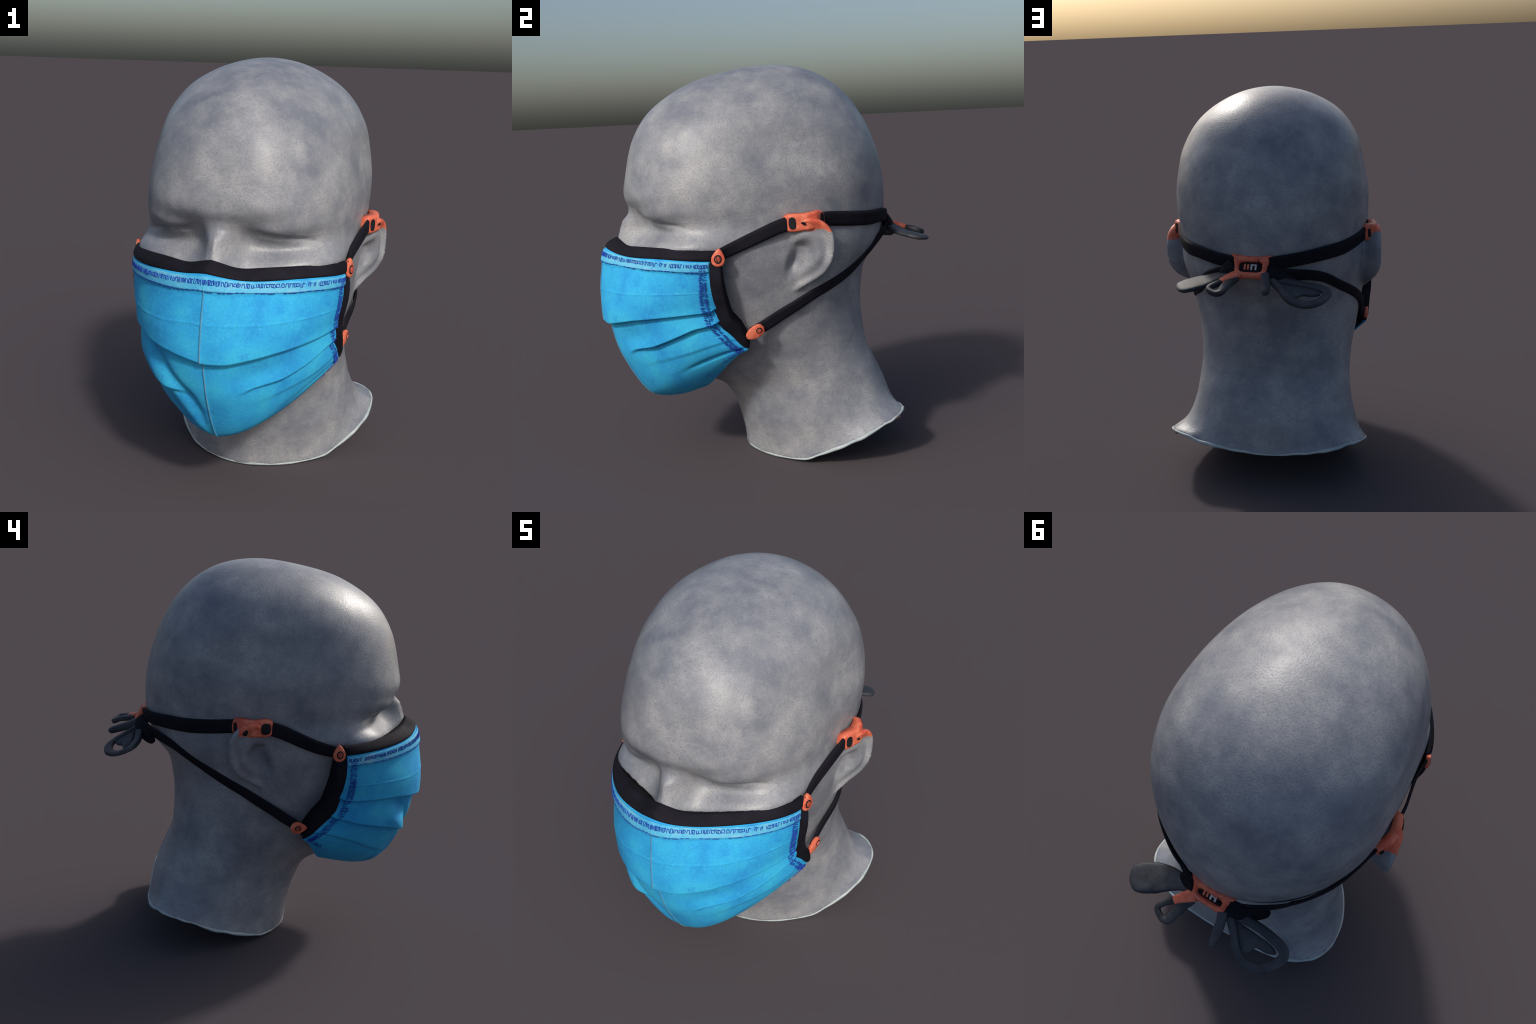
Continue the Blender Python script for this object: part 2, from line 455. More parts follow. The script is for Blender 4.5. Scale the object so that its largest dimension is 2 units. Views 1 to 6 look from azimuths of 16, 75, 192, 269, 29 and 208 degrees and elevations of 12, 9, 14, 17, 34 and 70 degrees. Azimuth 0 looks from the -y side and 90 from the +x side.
# ------------------------------------------------------------------ mask surface
# per row: centre y,z / edge x,y,z / plan fullness / how z blends to the edge
MASK = np.array([
 [-.744, 1.176, .480, -.352, 1.140, 1.42, 2.0],
 [-.808, 1.125, .487, -.378, 1.090, 1.46, 2.0],
 [-.832, 1.002, .487, -.380, .999, 1.47, 2.0],
 [-.840, .880, .476, -.371, .930, 1.56, 2.0],
 [-.832, .785, .460, -.356, .867, 1.60, 2.0],
 [-.795, .654, .453, -.337, .793, 1.58, 2.0],
 [-.750, .550, .450, -.288, .734, 1.57, 1.95],
 [-.670, .412, .453, -.241, .678, 1.58, 2.1],
 [-.602, .354, .450, -.212, .657, 1.62, 2.15],
 [-.490, .344, .446, -.216, .648, 1.70, 2.0],
 [-.370, .372, .440, -.222, .640, 1.80, 1.95]])

def mask_base(v, a):
    """v: row position (array), a: -1..1 across (same shape)"""
    sh = v.shape; Q = spline(MASK, v.ravel())
    Cy, Cz, Ex, Ey, Ez, n, p = Q.T
    t = a.ravel() * PI / 2; s, c = np.sin(t), np.abs(np.cos(t))
    X = np.abs(s) ** (2 / n); x = Ex * np.sign(s) * X
    soft = .20; Xs = (np.sqrt(X * X + soft ** 2) - soft) / (math.sqrt(1 + soft ** 2) - soft)   # rounds the ridge over the nose
    y = Ey + (Cy - Ey) * np.clip(1 - Xs ** n, 0, 1) ** (1 / n); z = Ez + (Cz - Ez) * c ** p
    # the wearer's right lower corner is drawn further back under the jaw
    k = smoothstep(5.5, 8, v.ravel()) * smoothstep(-.2, -.5, a.ravel())
    y = y + k * (.026 + .034 * np.sin(PI * np.abs(a.ravel())) * smoothstep(7.5, 10, v.ravel())); z = z - k * .016
    return np.stack([x, y, z], 1).reshape(*sh, 3)

def line_v(a, pts):
    pts = np.array(pts); return np.interp(a, pts[:, 0], pts[:, 1])

def pleat(d, lip, drop, up=.55, down=.8):
    """cross profile of a fold: swells towards the lip, falls sharply, then recovers (d grows downwards)"""
    above = lip * np.exp(-np.clip(-d, 0, None) / up)
    below = -drop * np.exp(-np.clip(d, 0, None) / down)
    t = smoothstep(-.05, .20, d)
    return above * (1 - t) + below * t

def mask_relief(v, a):
    h = np.zeros_like(v)
    # first fold: right across
    f1 = line_v(a, [(-1, 4.0), (-.8, 4.0), (-.55, 3.8), (-.25, 3.85), (0, 4.05), (.2, 4.1), (.45, 3.98), (.7, 4.0), (1, 4.0)])
    k1 = .75 + .25 * gauss(a, .5)
    h += pleat(v - f1, .014, .026, .5, .75) * k1
    # second fold, wearer's left (+x): deep at the side, dying toward the middle
    f2 = line_v(a, [(0, 5.9), (.35, 5.5), (.5, 5.45), (.65, 5.2), (.78, 4.95), (1, 4.85)])
    k2 = smoothstep(.22, .5, a)
    h += pleat(v - f2, .015, .026, .5, .70) * k2
    # second fold, wearer's right (-x)
    f2 = line_v(a, [(-1, 5.4), (-.75, 5.62), (-.43, 5.6), (-.2, 5.75), (0, 6)])
    h += pleat(v - f2, .011, .012, .5, .6) * smoothstep(-.12, -.34, a)
    # third fold
    f3 = line_v(a, [(-1, 6.8), (-.68, 6.85), (-.3, 6.9)]); h += pleat(v - f3, .006, .004, .5, .6) * smoothstep(-.2, -.5, a)
    f3 = line_v(a, [(.3, 6.25), (.65, 6.42), (1, 6.4)]); h += pleat(v - f3, .003, .002, .4, .4) * smoothstep(.28, .5, a)
    # hollow low on the left side
    h -= .013 * gauss(v - line_v(a, [(.55, 7.55), (.9, 7.9)]), .28) * gauss(a - .75, .17)
    # slanting dent and ridge on the right front
    dv = line_v(a, [(-.6, 4.25), (-.5, 4.4), (-.35, 4.85), (-.22, 5.6), (-.12, 6.15), (0, 7)])
    kk = smoothstep(-.62, -.45, a) * smoothstep(-.03, -.16, a)
    h -= .016 * gauss(v - dv, .36) * kk
    h += .009 * gauss(v - dv - .75, .36) * kk
    # hollows beside the nose, deeper on the wearer's left
    h -= .010 * gauss(a - .27, .14) * gauss(v - 2.6, 1.3) + .040 * gauss(a - .40, .20) * gauss(v - .9, 1.0)
    h -= .018 * gauss(a - .38, .18) * gauss(v - 4.9, .55)
    h += .018 * smoothstep(-.15, -.40, a) * smoothstep(-.92, -.65, a) * gauss(v - 5.7, 1.3) + .016 * gauss(a - .72, .22) * gauss(v - 6.1, 1.2) + .010 * gauss(a + .35, .2) * gauss(v - 2.9, .9)
    h -= .024 * gauss(np.abs(a) - .24, .13) * smoothstep(1.7, .1, v)
    h += .006 * gauss(a, .10) * gauss(v - 2.2, 1.4)
    h -= .004 * gauss(a - .3, .12) * gauss(v - 2.4, .9)
    # pressed wrinkle line
    wl = line_v(a, [(-1, 2.95), (-.5, 2.8), (-.15, 2.55), (.2, 2.6), (.75, 2.7), (1, 2.75)])
    h += .0022 * gauss(v - wl, .05) * (.5 + .5 * np.sin(a * 23) ** 2)
    # centre seam ridge
    h += .0020 * gauss(a - np.interp(v, [1, 3, 4, 5, 7], [0, -.02, -.025, -.005, .015]), .012) * smoothstep(1.1, 1.3, v)
    # hem thickness
    h += .004 * smoothstep(1.62, 1.50, v)
    h *= 1 - .8 * smoothstep(.93, 1, np.abs(a))
    return h

def mask_overhang(v, a):
    """how far the cloth above a fold slides down over the cloth below it"""
    f1 = line_v(a, [(-1, 4.0), (-.8, 4.0), (-.55, 3.8), (-.25, 3.85), (0, 4.05), (.2, 4.1), (.45, 3.98), (.7, 4.0), (1, 4.0)])
    f2 = line_v(a, [(0, 5.9), (.35, 5.5), (.5, 5.45), (.65, 5.2), (.78, 4.95), (1, 4.85)])
    f3 = line_v(a, [(-1, 5.4), (-.75, 5.62), (-.43, 5.6), (-.2, 5.75), (0, 6)])
    lip = lambda d: np.exp(-np.clip(-d, 0, None) / .30) * (1 - smoothstep(-.05, .20, d))
    out = .016 * lip(v - f1) + .015 * lip(v - f2) * smoothstep(.30, .6, a) + .012 * lip(v - f3) * smoothstep(-.2, -.45, a)
    return out * (1 - smoothstep(.90, .99, np.abs(a)))

def mask_surface(v, a, lift=0.0):
    e = 2e-3
    P0 = mask_base(v, a)
    du = mask_base(v, np.clip(a + e, -1, 1)) - mask_base(v, np.clip(a - e, -1, 1))
    dv = mask_base(np.clip(v + e * 5, 0, 10), a) - mask_base(np.clip(v - e * 5, 0, 10), a)
    N = unit(np.cross(dv, du))
    flip = np.sign((N * (P0 - np.array([0, -.1, .75]))).sum(-1, keepdims=True)); N = N * flip
    return P0 + N * (mask_relief(v, a) + lift)[..., None] + unit(dv) * mask_overhang(v, a)[..., None], N

def shell(name, v0, v1, a0, a1, nr, nc, thick, lift, mat, parent, vfun=None):
    vv = np.linspace(v0, v1, nr); aa = np.linspace(a0, a1, nc)
    V, A = np.meshgrid(vv, aa, indexing='ij')
    if vfun is not None: V = vfun(V, A)
    Po, N = mask_surface(V, A, lift); Pi = Po - N * thick
    v = np.concatenate([Po.reshape(-1, 3), Pi.reshape(-1, 3)]); f = grid_faces(nr, nc); k = nr * nc
    f += [tuple(k + i for i in reversed(q)) for q in f]
    ring = [j for j in range(nc)] + [i * nc + nc - 1 for i in range(1, nr)] + [(nr - 1) * nc + j for j in range(nc - 2, -1, -1)] + [i * nc for i in range(nr - 2, 0, -1)]
    for i, j in zip(ring, ring[1:] + ring[:1]): f.append((i, j, k + j, k + i))
    o = new_obj(name, v, f, mat, parent); fix_normals(o); return o

mask = shell("face_mask", .85, 10, -1, 1, 300, 260, .012, .002, BLUE, root)
# pale hem strip under the top binding
shell("top_hem", 1.02, 1.50, -.965, .965, 12, 200, .004, .0062, BLUE_PALE, mask)
# black binding along the top edge: rounded roll
def roll(name, vpath, apath, half_v, bulge, mat, parent, n=220, cross=13):
    k = np.linspace(-1, 1, cross)
    V = vpath[:, None] + half_v * k[None]; A = np.repeat(apath[:, None], cross, 1)
    P0, N = mask_surface(np.clip(V, 0, 10), A, 0)
    up = bulge * np.sqrt(np.clip(1 - np.abs(k) ** 3, 0, 1))[None, :, None]
    Po = P0 + N * (up + .004); Pi = (P0 - N * .008)
    for i in range(len(vpath)):                      # the upper lip of the band rests on the skin
        for j in range(4):
            g = surf(P0[i, j], -.004)[0]; gap = np.linalg.norm(g - P0[i, j])
            t = (1 - j / 4) * min(1, .085 / max(gap, 1e-6)); q = P0[i, j] + (g - P0[i, j]) * t
            if (q - P0[i, j]) @ N[i, j] < -.008: Pi[i, j] = q
    Pi = Pi[:, ::-1]
    R = np.concatenate([Po, Pi], 1); m = 2 * cross
    f = grid_faces(len(vpath), m, True); f.append(tuple(range(m))); f.append(tuple(range((len(vpath) - 1) * m, len(vpath) * m)))
    o = new_obj(name, R.reshape(-1, 3), f, mat, parent); fix_normals(o); return o

ap = np.linspace(-1, 1, 220)
roll("top_binding", .46 + .02 * np.sin(ap * 9) + 0 * ap, ap, .46, .007, BLACK, mask)

# side binding: flat black roll just behind the blue edge, from the upper button down round the jaw corner
def side_path(sx, n=110, back=.030):
    v = np.linspace(.55, 7.9, n); e = mask_base(v, np.full(n, sx * 1.0))
    tg = unit(np.gradient(e, axis=0)); out = []
    for p, t in zip(e, tg):
        q, nn = surf(p, .004, always=False)
        bk = unit(np.cross(nn, t)) * sx
        if bk[1] < 0 and abs(bk[1]) > abs(bk[2]): bk = -bk
        out.append((p, t, bk, nn))
    return out

for sx in (1, -1):
    sp = side_path(sx); n = len(sp); wid = np.interp(np.linspace(0, 1, n), [0, .1, .4, .62, .75, .85, 1], [.036, .050, .052, .054, .052, .036, .010])
    rows = []
    BK = np.array([s[2] for s in sp]); NN = np.array([s[3] for s in sp])
    for _ in range(8):
        BK[1:-1] = unit(BK[:-2] + 2 * BK[1:-1] + BK[2:]); NN[1:-1] = unit(NN[:-2] + 2 * NN[1:-1] + NN[2:])
    for i, (p, t, _, _) in enumerate(sp):
        o, inn = [], []
        for k in np.linspace(-.25, 1, 11):
            q = p + BK[i] * wid[i] * k
            q, _ = surf(q, .001, always=False)
            prof = math.sqrt(max(0, 1 - abs((k - .375) / .625) ** 4))
            o.append(q + NN[i] * .007 * prof)
            g = surf(q, -.004)[0]; gap = np.linalg.norm(g - q)      # the band is backed by cloth down to the cheek
            inn.append(g if gap < .09 else q + (g - q) * .09 / gap)
        rows.append(o + inn[::-1])
    R = np.array(rows); m = R.shape[1]
    f = grid_faces(n, m, True); f.append(tuple(range(m))); f.append(tuple(range((n - 1) * m, n * m)))
    o = new_obj("side_binding", R.reshape(-1, 3), f, BLACK, mask); fix_normals(o)

# lining that closes the mask against the throat
na = 90; aa = np.linspace(-1, 1, na); e0, _ = mask_surface(np.full(na, 9.97), aa, -.004)
rows = []
for p in e0:
    g = surf(p, -.006)[0]; d = np.linalg.norm(g - p); g = p + (g - p) * min(1, .16 / max(d, 1e-6))
    rows.append([p + (g - p) * t for t in np.linspace(0, 1, 6)])
R = np.array(rows); R2 = R + np.array((0, 0, .008))
v = np.concatenate([R.reshape(-1, 3), R2.reshape(-1, 3)]); f = grid_faces(na, 6); f += [tuple(na * 6 + i for i in reversed(q)) for q in f]
o = new_obj("chin_lining", v, f, BLACK, mask)

# stitching: small raised threads
def threads(name, specs, mat, parent, rad=.0019):
    V, F = [], []
    for (v0, a0, v1, a1) in specs:
        t = np.linspace(0, 1, 5); vv = v0 + (v1 - v0) * t; aa = a0 + (a1 - a0) * t
        p, _ = mask_surface(vv, np.clip(aa, -1, 1), .0066)
        w = rad * (1 - .6 * (2 * t - 1) ** 4)
        v, f = tube(p, w, 6); k = len(V); V += v; F += [tuple(i + k for i in q) for q in f]
    o = new_obj(name, V, F, mat, parent); o["kind"] = "stuff"; return o

sp = []
r = random.Random(3)
a = -.95
while a < .95:                                   # overlock row under the black binding
    st = .0085 + .004 * r.random(); gap = r.random() < .09
    if not gap:
        v0 = 1.13 + .02 * r.uniform(-1, 1); v1 = 1.31 + .02 * r.uniform(-1, 1); sl = r.uniform(-.006, .006)
        sp.append((v0, a, v1, a + sl))
        if r.random() < .55: sp.append((v0 + .02, a + sl * .3, v0 + .02 + .01 * r.uniform(-1, 1), a + st))
        if r.random() < .45: sp.append((v1 - .02, a + sl, v1 - .02, a + st))
    a += st
a = -.93
while a < .93:                                   # running stitch below it
    ln = r.uniform(.018, .05)
    w = .02 * math.sin(a * 17)
    if r.random() < .88: sp.append((1.50 + w, a, 1.50 + w + r.uniform(-.012, .012), min(a + ln, .94)))
    a += ln + .004
for sx in (1, -1):                               # ladder stitch down both sides
    v = 1.3
    while v < 8.6:
        for da in (0, .035):
            if r.random() < .9: sp.append((v, sx * (.905 - da + .004 * r.uniform(-1, 1)), v + r.uniform(-.015, .015), sx * (.930 - da + .005 * r.uniform(-1, 1))))
        if r.random() < .6: sp.append((v, sx * .900, v + .08, sx * (.900 + r.uniform(-.006, .006))))
        v += r.uniform(.06, .10) * (1 if v < 5 else 1.25)
    for _ in range(40):                          # loose stitching along the jaw edge
        aa = r.uniform(.66, .93); vv = 8.95 + r.uniform(-.3, .25)
        sp.append((vv, sx * aa, vv + r.uniform(-.05, .05), sx * (aa + r.uniform(.0, .012))))
threads("stitching", sp, THREAD, mask)

# centre seam cord
vs = np.linspace(1.05, 9.0, 160); av = np.interp(vs, [1, 3, 4, 5, 7, 9], [0, -.02, -.025, -.005, .015, .01])
p, N = mask_surface(vs, av, .0022)
v, f = tube(p, None, 8, (np.full(160, .0035), np.full(160, .0022)), N); new_obj("centre_seam", v, f, SEAM, mask)

# ------------------------------------------------------------------ straps
strap("strap", [(.490, -.350, 1.115), (.488, -.260, 1.150), (.502, -.150, 1.195), (.518, -.050, 1.235), (.520, .03, 1.250), (.515, .13, 1.252), (.490, .215, 1.250), (.449, .329, 1.238), (.374, .459, 1.226), (.300, .536, 1.226), (.199, .605, 1.212), (.070, .650, 1.197)],
      [.028, .031, .033, .034, .036, .036, .034, .032], .008, BLACK)
strap("strap", [(-.490, -.350, 1.110), (-.488, -.260, 1.128), (-.500, -.160, 1.170), (-.516, -.056, 1.220), (-.515, .04, 1.243), (-.510, .14, 1.243), (-.480, .215, 1.236), (-.455, .305, 1.226), (-.408, .410, 1.218), (-.322, .520, 1.215), (-.237, .585, 1.207), (-.133, .638, 1.200), (-.04, .655, 1.19)],
      [.030, .032, .034, .034, .036, .036, .034, .034], .008, BLACK)
strap("strap", [(.448, -.190, .728), (.450, -.131, .755), (.455, -.060, .795), (.465, .020, .838), (.462, .090, .873), (.438, .173, .908), (.395, .275, .950), (.345, .380, .995), (.300, .467, 1.055), (.240, .550, 1.105), (.150, .625, 1.145), (.06, .665, 1.165)],
      [.030, .028, .026, .025, .025, .025, .026, .027], .008, BLACK)
strap("strap", [(-.455, -.175, .700), (-.440, -.105, .735), (-.450, -.053, .775), (-.462, .031, .832), (-.455, .114, .885), (-.430, .197, .934), (-.398, .280, .983), (-.370, .363, 1.028), (-.336, .447, 1.074), (-.280, .534, 1.110), (-.202, .600, 1.130), (-.120, .645, 1.148), (-.04, .672, 1.16)],
      [.027, .026, .025, .024, .024, .026, .028, .030], .008, BLACK)

# ------------------------------------------------------------------ buttons on the mask corners
def plate(name, origin, ax, ay, outline, thick, mat, parent, dome=0.0, rings=6, hole=None):
    """rounded plate: outline points in its own plane, lofted to a soft-edged cushion"""
    ax = unit(np.asarray(ax, float)); ay = np.asarray(ay, float); ay = unit(ay - ax * (ax @ ay)); nz = np.cross(ax, ay)
    O = curve_pts(np.vstack([outline, outline[:1]]), 65)[:-1]; n = len(O); c = O.mean(0)
    prof = [(0.0, 1.0)] if hole is None else []
    if hole is None:
        lev = [(.35, thick + dome * .85), (.65, thick + dome * .5), (.86, thick + dome * .15), (.95, thick * .92), (1.0, thick * .6), (1.0, -thick * .3), (.9, -thick)]
    V = []
    for fr, h in lev:
        V.append([origin + ax * (c[0] + (q[0] - c[0]) * fr) + ay * (c[1] + (q[1] - c[1]) * fr) + nz * h for q in O])
    V = np.array(V); f = grid_faces(len(lev), n, True); v = V.reshape(-1, 3).tolist()
    k = len(v); v.append((origin + ax * c[0] + ay * c[1] + nz * (thick + dome)).tolist()); f += [(k, j, (j + 1) % n) for j in range(n)]
    f.append(tuple((len(lev) - 1) * n + j for j in range(n)))
    o = new_obj(name, v, f, mat, parent); fix_normals(o); return o, nz

def ring_outline(rx, ry, n=12, p=2.0):
    t = np.linspace(0, 2 * PI, n, endpoint=False)
    return np.stack([rx * np.sign(np.cos(t)) * np.abs(np.cos(t)) ** (2 / p), ry * np.sign(np.sin(t)) * np.abs(np.sin(t)) ** (2 / p)], 1)

drop = np.array([(0, .046), (.012, .036), (.026, .014), (.032, -.006), (.024, -.030), (0, -.040), (-.024, -.030), (-.032, -.006), (-.026, .014), (-.012, .036)])
oval = np.array([(0, .050), (.022, .040), (.030, .012), (.026, -.018), (.010, -.046), (-.010, -.046), (-.026, -.018), (-.030, .012), (-.022, .040)])
def button(c, along, face, outline, emblem_at, em_scale=1.0):
    """coral plastic stud with a small dark emblem cut by bars"""
    c = np.array(c, float); n = unit(np.asarray(face, float))
    up = np.asarray(along, float); up = unit(up - n * (up @ n)); ax = np.cross(up, n)
    o, nz = plate("button", c, ax, up, outline, .010, ORANGE, root, .003)
    if nz @ n < 0: nz = -nz
    e = c + up * emblem_at
    plate("emblem", e + nz * .0118, ax, up, ring_outline(.0180, .0205) * em_scale, .0022, DARK, o)
    for k, hh in ((-.009, .009), (-.003, .014), (.003, .014), (.009, .009)):
        plate("emblem_bar", e + nz * .0142 + ax * k * em_scale, ax, up, ring_outline(.0016, hh, 12, 4) * em_scale, .0012, ORANGE, o)
    return o

button((.498, -.345, 1.108), (0, .15, 1), (1, -.30, .05), drop, -.004)
button((-.498, -.345, 1.108), (0, .05, 1), (-1, -.30, .05), drop, -.004)
button((.461, -.180, .733), (0, .85, .50), (1, -.12, -.10), oval, .022, .75)
button((-.461, -.160, .704), (0, -1, -.05), (-1, -.12, -.10), drop, -.004, .8)

# ------------------------------------------------------------------ buckles above the ears
def buckle(sx, cy, cz, tilt, xs, win_front, win_back):
    """curved plastic slide on the strap, swelling over the top of the ear"""
    L, Hh = .102, .044; nu, nv = 49, 21
    U, Vv = np.meshgrid(np.linspace(-1, 1, nu), np.linspace(-1, 1, nv), indexing='ij')
    # squircle outline, waisted in the middle
    su = U; waist = 1 - .10 * gauss(U, .45)
    sv = Vv * waist * np.sqrt(np.clip(1 - np.abs(U) ** 7, 0, 1)) ** .8
    y = cy + (su * L) * math.cos(tilt) - sv * Hh * math.sin(tilt); z = cz + su * L * math.sin(tilt) + sv * Hh * math.cos(tilt)
    off = np.interp(U, [-1, -.6, 0, .5, 1], xs)
    edge = np.sqrt(np.clip(1 - np.maximum(np.abs(U) ** 8, np.abs(Vv) ** 6), 0, 1))
    x = off + .012 * edge + .010 * gauss(U - .1, .5) * (1 - Vv) * .5
    Po = np.stack([sx * x, y, z], -1); Pi = np.stack([sx * (off - .035), y, z], -1)
    v = np.concatenate([Po.reshape(-1, 3), Pi.reshape(-1, 3)]); f = grid_faces(nu, nv); k = nu * nv
    f += [tuple(k + i for i in reversed(q)) for q in f]
    ring = [j for j in range(nv)] + [i * nv + nv - 1 for i in range(1, nu)] + [(nu - 1) * nv + j for j in range(nv - 2, -1, -1)] + [i * nv for i in range(nu - 2, 0, -1)]
    for i, j in zip(ring, ring[1:] + ring[:1]): f.append((i, j, k + j, k + i))
    o = new_obj("buckle", v, f, ORANGE, root); fix_normals(o)
    for (u0, v0, rx, ry) in (win_front, win_back):
        iu = int(round((u0 + 1) / 2 * (nu - 1))); iv = int(round((v0 + 1) / 2 * (nv - 1)))
        c = Po[iu, iv]; t = Po[min(iu + 2, nu - 1), iv] - Po[iu - 2, iv]; w = Po[iu, min(iv + 2, nv - 1)] - Po[iu, iv - 2]
        nz = np.cross(unit(t), unit(w)); nz = nz * np.sign(nz[0] * sx)
        plate("window", c + nz * .001, t, w, ring_outline(rx, ry, 12, 2.6), .0022, DARK, o)
    return o

bk = buckle(1, .072, 1.250, .05, [.512, .530, .545, .538, .505], (-.66, 0, .017, .028), (.80, .1, .014, .028))
plate("slot", np.array((.566, .050, 1.246)), (0, 1, -.3), (.2, .3, 1), ring_outline(.012, .006, 12, 2.2), .003, DARK, bk)
bk2 = buckle(-1, .082, 1.240, .02, [.512, .530, .545, .532, .500], (-.62, 0, .026, .028), (.82, 0, .010, .024))
plate("slot", np.array((-.573, .118, 1.228)), (0, 1, .2), (0, -.3, 1), ring_outline(.012, .017, 12, 2.2), .003, DARK, bk2)

# ------------------------------------------------------------------ clip and knot at the back of the head
TL, TR, BL, BR = map(np.array, ((.100, .632, 1.243), (-.110, .632, 1.232), (.088, .700, 1.128), (-.092, .706, 1.126)))
cc = (TL + TR + BL + BR) / 4; ax = unit(TR - TL + BR - BL); ay = TL + TR - BL - BR; ay = unit(ay - ax * (ax @ ay)); az = np.cross(ax, ay)
loc = lambda q: np.array([(q - cc) @ ax, (q - cc) @ ay])
def clip_outline(f, n=16):
    tl, tr, br, bl = [loc(q) for q in (TL, TR, BR, BL)]; out = []
    for p0, p1 in ((tl, tr), (tr, br), (br, bl), (bl, tl)):
        for t in np.linspace(0, 1, n, endpoint=False):
            q = p0 + (p1 - p0) * t; out.append(q * (1 - .17 * math.sin(PI * t) ** .8 * f))
    return np.array(out)
oc = clip_outline(1); n = len(oc); win = []
for q in oc:
    th = math.atan2(q[1] / .030, q[0] / .058); win.append((.058 * np.sign(math.cos(th)) * abs(math.cos(th)) ** .5, .027 * np.sign(math.sin(th)) * abs(math.sin(th)) ** .5 - .002))
win = np.array(win); sgn = 1 if az[1] > 0 else -1
rings = [(win, -.014), (win, .012), (win * .8 + oc * .2, .019), (win * .4 + oc * .6, .018), (win * .1 + oc * .9, .012), (oc, .004), (oc, -.012), (win * .3 + oc * .7, -.016)]
V = np.array([[cc + ax * q[0] + ay * q[1] + az * sgn * h for q in o] for o, h in rings])
f = grid_faces(len(rings), n, True, True)
clip = new_obj("strap_clip", V.reshape(-1, 3), f, ORANGE, root); fix_normals(clip)
plate("window", cc - az * sgn * .004, ax, ay, ring_outline(.062, .032, 16, 4), .004, DARK, clip)
for k, hh, mt in ((.030, .015, ORANGE), (.014, .014, ORANGE), (-.003, .016, MARK), (-.024, .015, MARK)):
    plate("letter_bar", cc - ax * k + az * sgn * .003, ax, ay, ring_outline(.0048, hh, 12, 4), .003, mt, clip)
plate("letter_bar", cc + ax * .015 + ay * .010 + az * sgn * .004, ax, ay, ring_outline(.011, .0035, 12, 4), .003, MARK, clip)

def blob_path(name, pts, wid, thk, mat, up, n=48, sec=16):
    path = curve_pts(pts, n); t = np.linspace(0, 1, n)
    W = np.interp(t, np.linspace(0, 1, len(wid)), wid); H = np.interp(t, np.linspace(0, 1, len(thk)), thk)
    cap = np.sqrt(np.clip(1 - np.clip((t - .9) / .1, 0, 1) ** 2, .02, 1)); W = W * cap; H = H * cap
    v, f = tube(path, None, sec, (W, H), np.tile(np.array(up, float), (n, 1)))
    o = new_obj(name, v, f, mat, root); fix_normals(o)
    return o

# flat tail to the wearer's left
blob_path("strap_tail", [(.070, .665, 1.150), (.140, .672, 1.135), (.210, .690, 1.118), (.285, .728, 1.105), (.345, .765, 1.093)],
          [.030, .034, .052, .066, .066, .050], [.020, .016, .014, .013, .013, .012], TAIL, (.1, .2, 1))
# small loop
lp = [(.075, .705, 1.140), (.120, .745, 1.130), (.165, .790, 1.118), (.170, .815, 1.108), (.135, .836, 1.099), (.108, .830, 1.104), (.098, .800, 1.118), (.085, .750, 1.128), (.070, .710, 1.138)]
path = curve_pts(lp, 80); wd = np.interp(np.linspace(0, 1, 80), [0, .3, .5, .65, .8, 1], [.020, .013, .012, .018, .023, .028])
v, f = tube(path, None, 14, (wd, np.full(80, .014)), np.tile((0, .25, 1.0), (80, 1)))
o = new_obj("strap_loop", v, f, TAIL, root); fix_normals(o)
w = blob_path("strap_loop_root", [(.060, .690, 1.150), (.100, .725, 1.136), (.130, .755, 1.126)], [.030, .024, .018], [.018, .019, .017], ORANGE, (0, .25, 1))
# finger-like end
blob_path("strap_end", [(-.075, .690, 1.145), (-.088, .735, 1.130), (-.098, .790, 1.114), (-.106, .838, 1.101)], [.022, .020, .021, .019, .015], [.022, .020, .020, .018, .015], TAIL, (0, .25, 1))
# big loop: a ring with a partly filled web
lp = [(-.090, .672, 1.130), (-.170, .668, 1.112), (-.255, .668, 1.098), (-.345, .685, 1.086), (-.378, .715, 1.074), (-.355, .765, 1.052), (-.300, .810, 1.045), (-.235, .815, 1.060), (-.190, .785, 1.080), (-.150, .735, 1.103), (-.105, .690, 1.125)]
path = curve_pts(lp, 120); wd = np.interp(np.linspace(0, 1, 120), [0, .2, .45, .7, .85, 1], [.022, .020, .022, .023, .017, .018])
v, f = tube(path, None, 14, (wd, np.interp(np.linspace(0, 1, 120), [0, .5, 1], [.016, .012, .014])), np.tile((.15, .35, 1.0), (120, 1)))
big = new_obj("strap_loop", v, f, TAIL, root); fix_normals(big)
inner = curve_pts([(-.100, .680, 1.126), (-.150, .690, 1.110), (-.230, .695, 1.096), (-.310, .702, 1.082), (-.345, .722, 1.072), (-.310, .738, 1.068), (-.262, .742, 1.072), (-.240, .775, 1.070), (-.205, .785, 1.076), (-.165, .745, 1.096)], 60)
v, f = [], []
c0 = inner.mean(0) + np.array([.02, -.012, .004])
n = 60; up = np.array([.1, .3, .95])
for h in (.008, -.008):
    v += (inner + up * h).tolist(); 
v += [(c0 + up * .008).tolist(), (c0 - up * .008).tolist()]
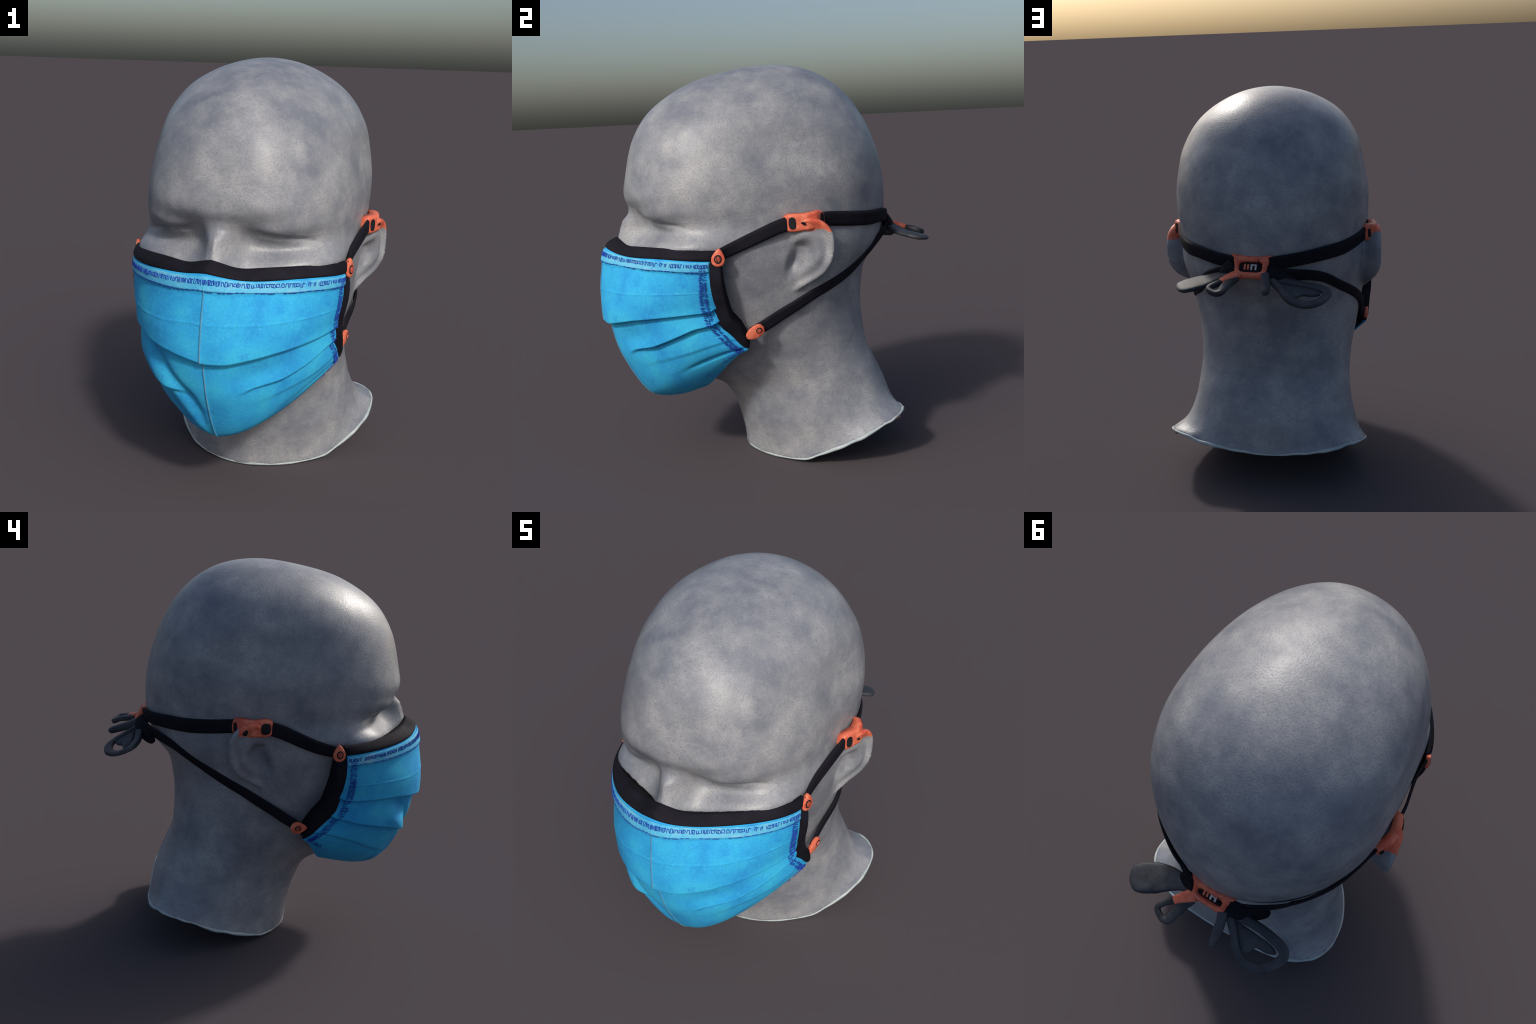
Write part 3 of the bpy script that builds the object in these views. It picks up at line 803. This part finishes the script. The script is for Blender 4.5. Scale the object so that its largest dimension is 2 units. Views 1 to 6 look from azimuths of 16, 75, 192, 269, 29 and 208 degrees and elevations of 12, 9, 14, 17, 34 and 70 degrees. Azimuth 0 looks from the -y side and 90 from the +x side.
for i in range(n):
    j = (i + 1) % n; f += [(2 * n, i, j), (2 * n + 1, n + j, n + i), (i, n + i, n + j, j)]
web = new_obj("loop_web", v, f, TAIL, big); fix_normals(web)
# knotted lump beside the clip
blob_path("strap_knot", [(-.080, .668, 1.168), (-.140, .655, 1.140), (-.200, .620, 1.100), (-.240, .585, 1.080)], [.036, .036, .030, .016], [.016, .015, .012, .008], BLACK, (0, .6, .8))
blob_path("strap_knot", [(.085, .655, 1.190), (.120, .655, 1.165), (.150, .650, 1.140)], [.045, .034, .020], [.018, .020, .014], BLACK, (0, .7, .7))

# ------------------------------------------------------------------ pale cut edge of the neck
rimp = G[-1].copy(); rimp[:, 2] += .003
n = len(rimp); tg = unit(np.roll(rimp, -1, 0) - np.roll(rimp, 1, 0)); outw = unit(np.cross(tg, (0, 0, 1.0)))
outw *= np.sign((outw * (rimp - rimp.mean(0))).sum(1, keepdims=True))
q = np.linspace(0, 2 * PI, n, endpoint=False)
rad = .0070 + .002 * np.sin(5 * q + 1) + .001 * np.sin(17 * q)
rimp = rimp - outw * .005
rimp[:, 2] = np.maximum(rimp[:, 2], rad + .0005)
v, f = tube(rimp, rad, 10, closed=True)
o = new_obj("neck_rim", v, f, RIM, root); fix_normals(o)
# broken brownish chip hanging from the left rear edge
i = int(np.argmin(np.linalg.norm(rimp - np.array((.47, .52, .21)), axis=1)))
CHIP = make_plain("brown_core", (.22, .12, .08), (.40, .27, .21), 40, .8, .2, .3)
c = rimp[i]; v = []
for a in range(8):
    for b in range(14):
        t, q = PI * (a + .5) / 8, 2 * PI * b / 14; rr = 1 + .18 * math.sin(3 * q + a)
        v.append(c + tg[i] * .026 * rr * math.sin(t) * math.cos(q) + outw[i] * (.009 * rr * math.sin(t) * math.sin(q) - .004) + np.array((0, 0, .011 * math.cos(t) - .008)))
f = grid_faces(8, 14, True); f.append(tuple(range(14))); f.append(tuple(98 + j for j in range(14)))
o = new_obj("rim_chip", v, f, CHIP, root); fix_normals(o)
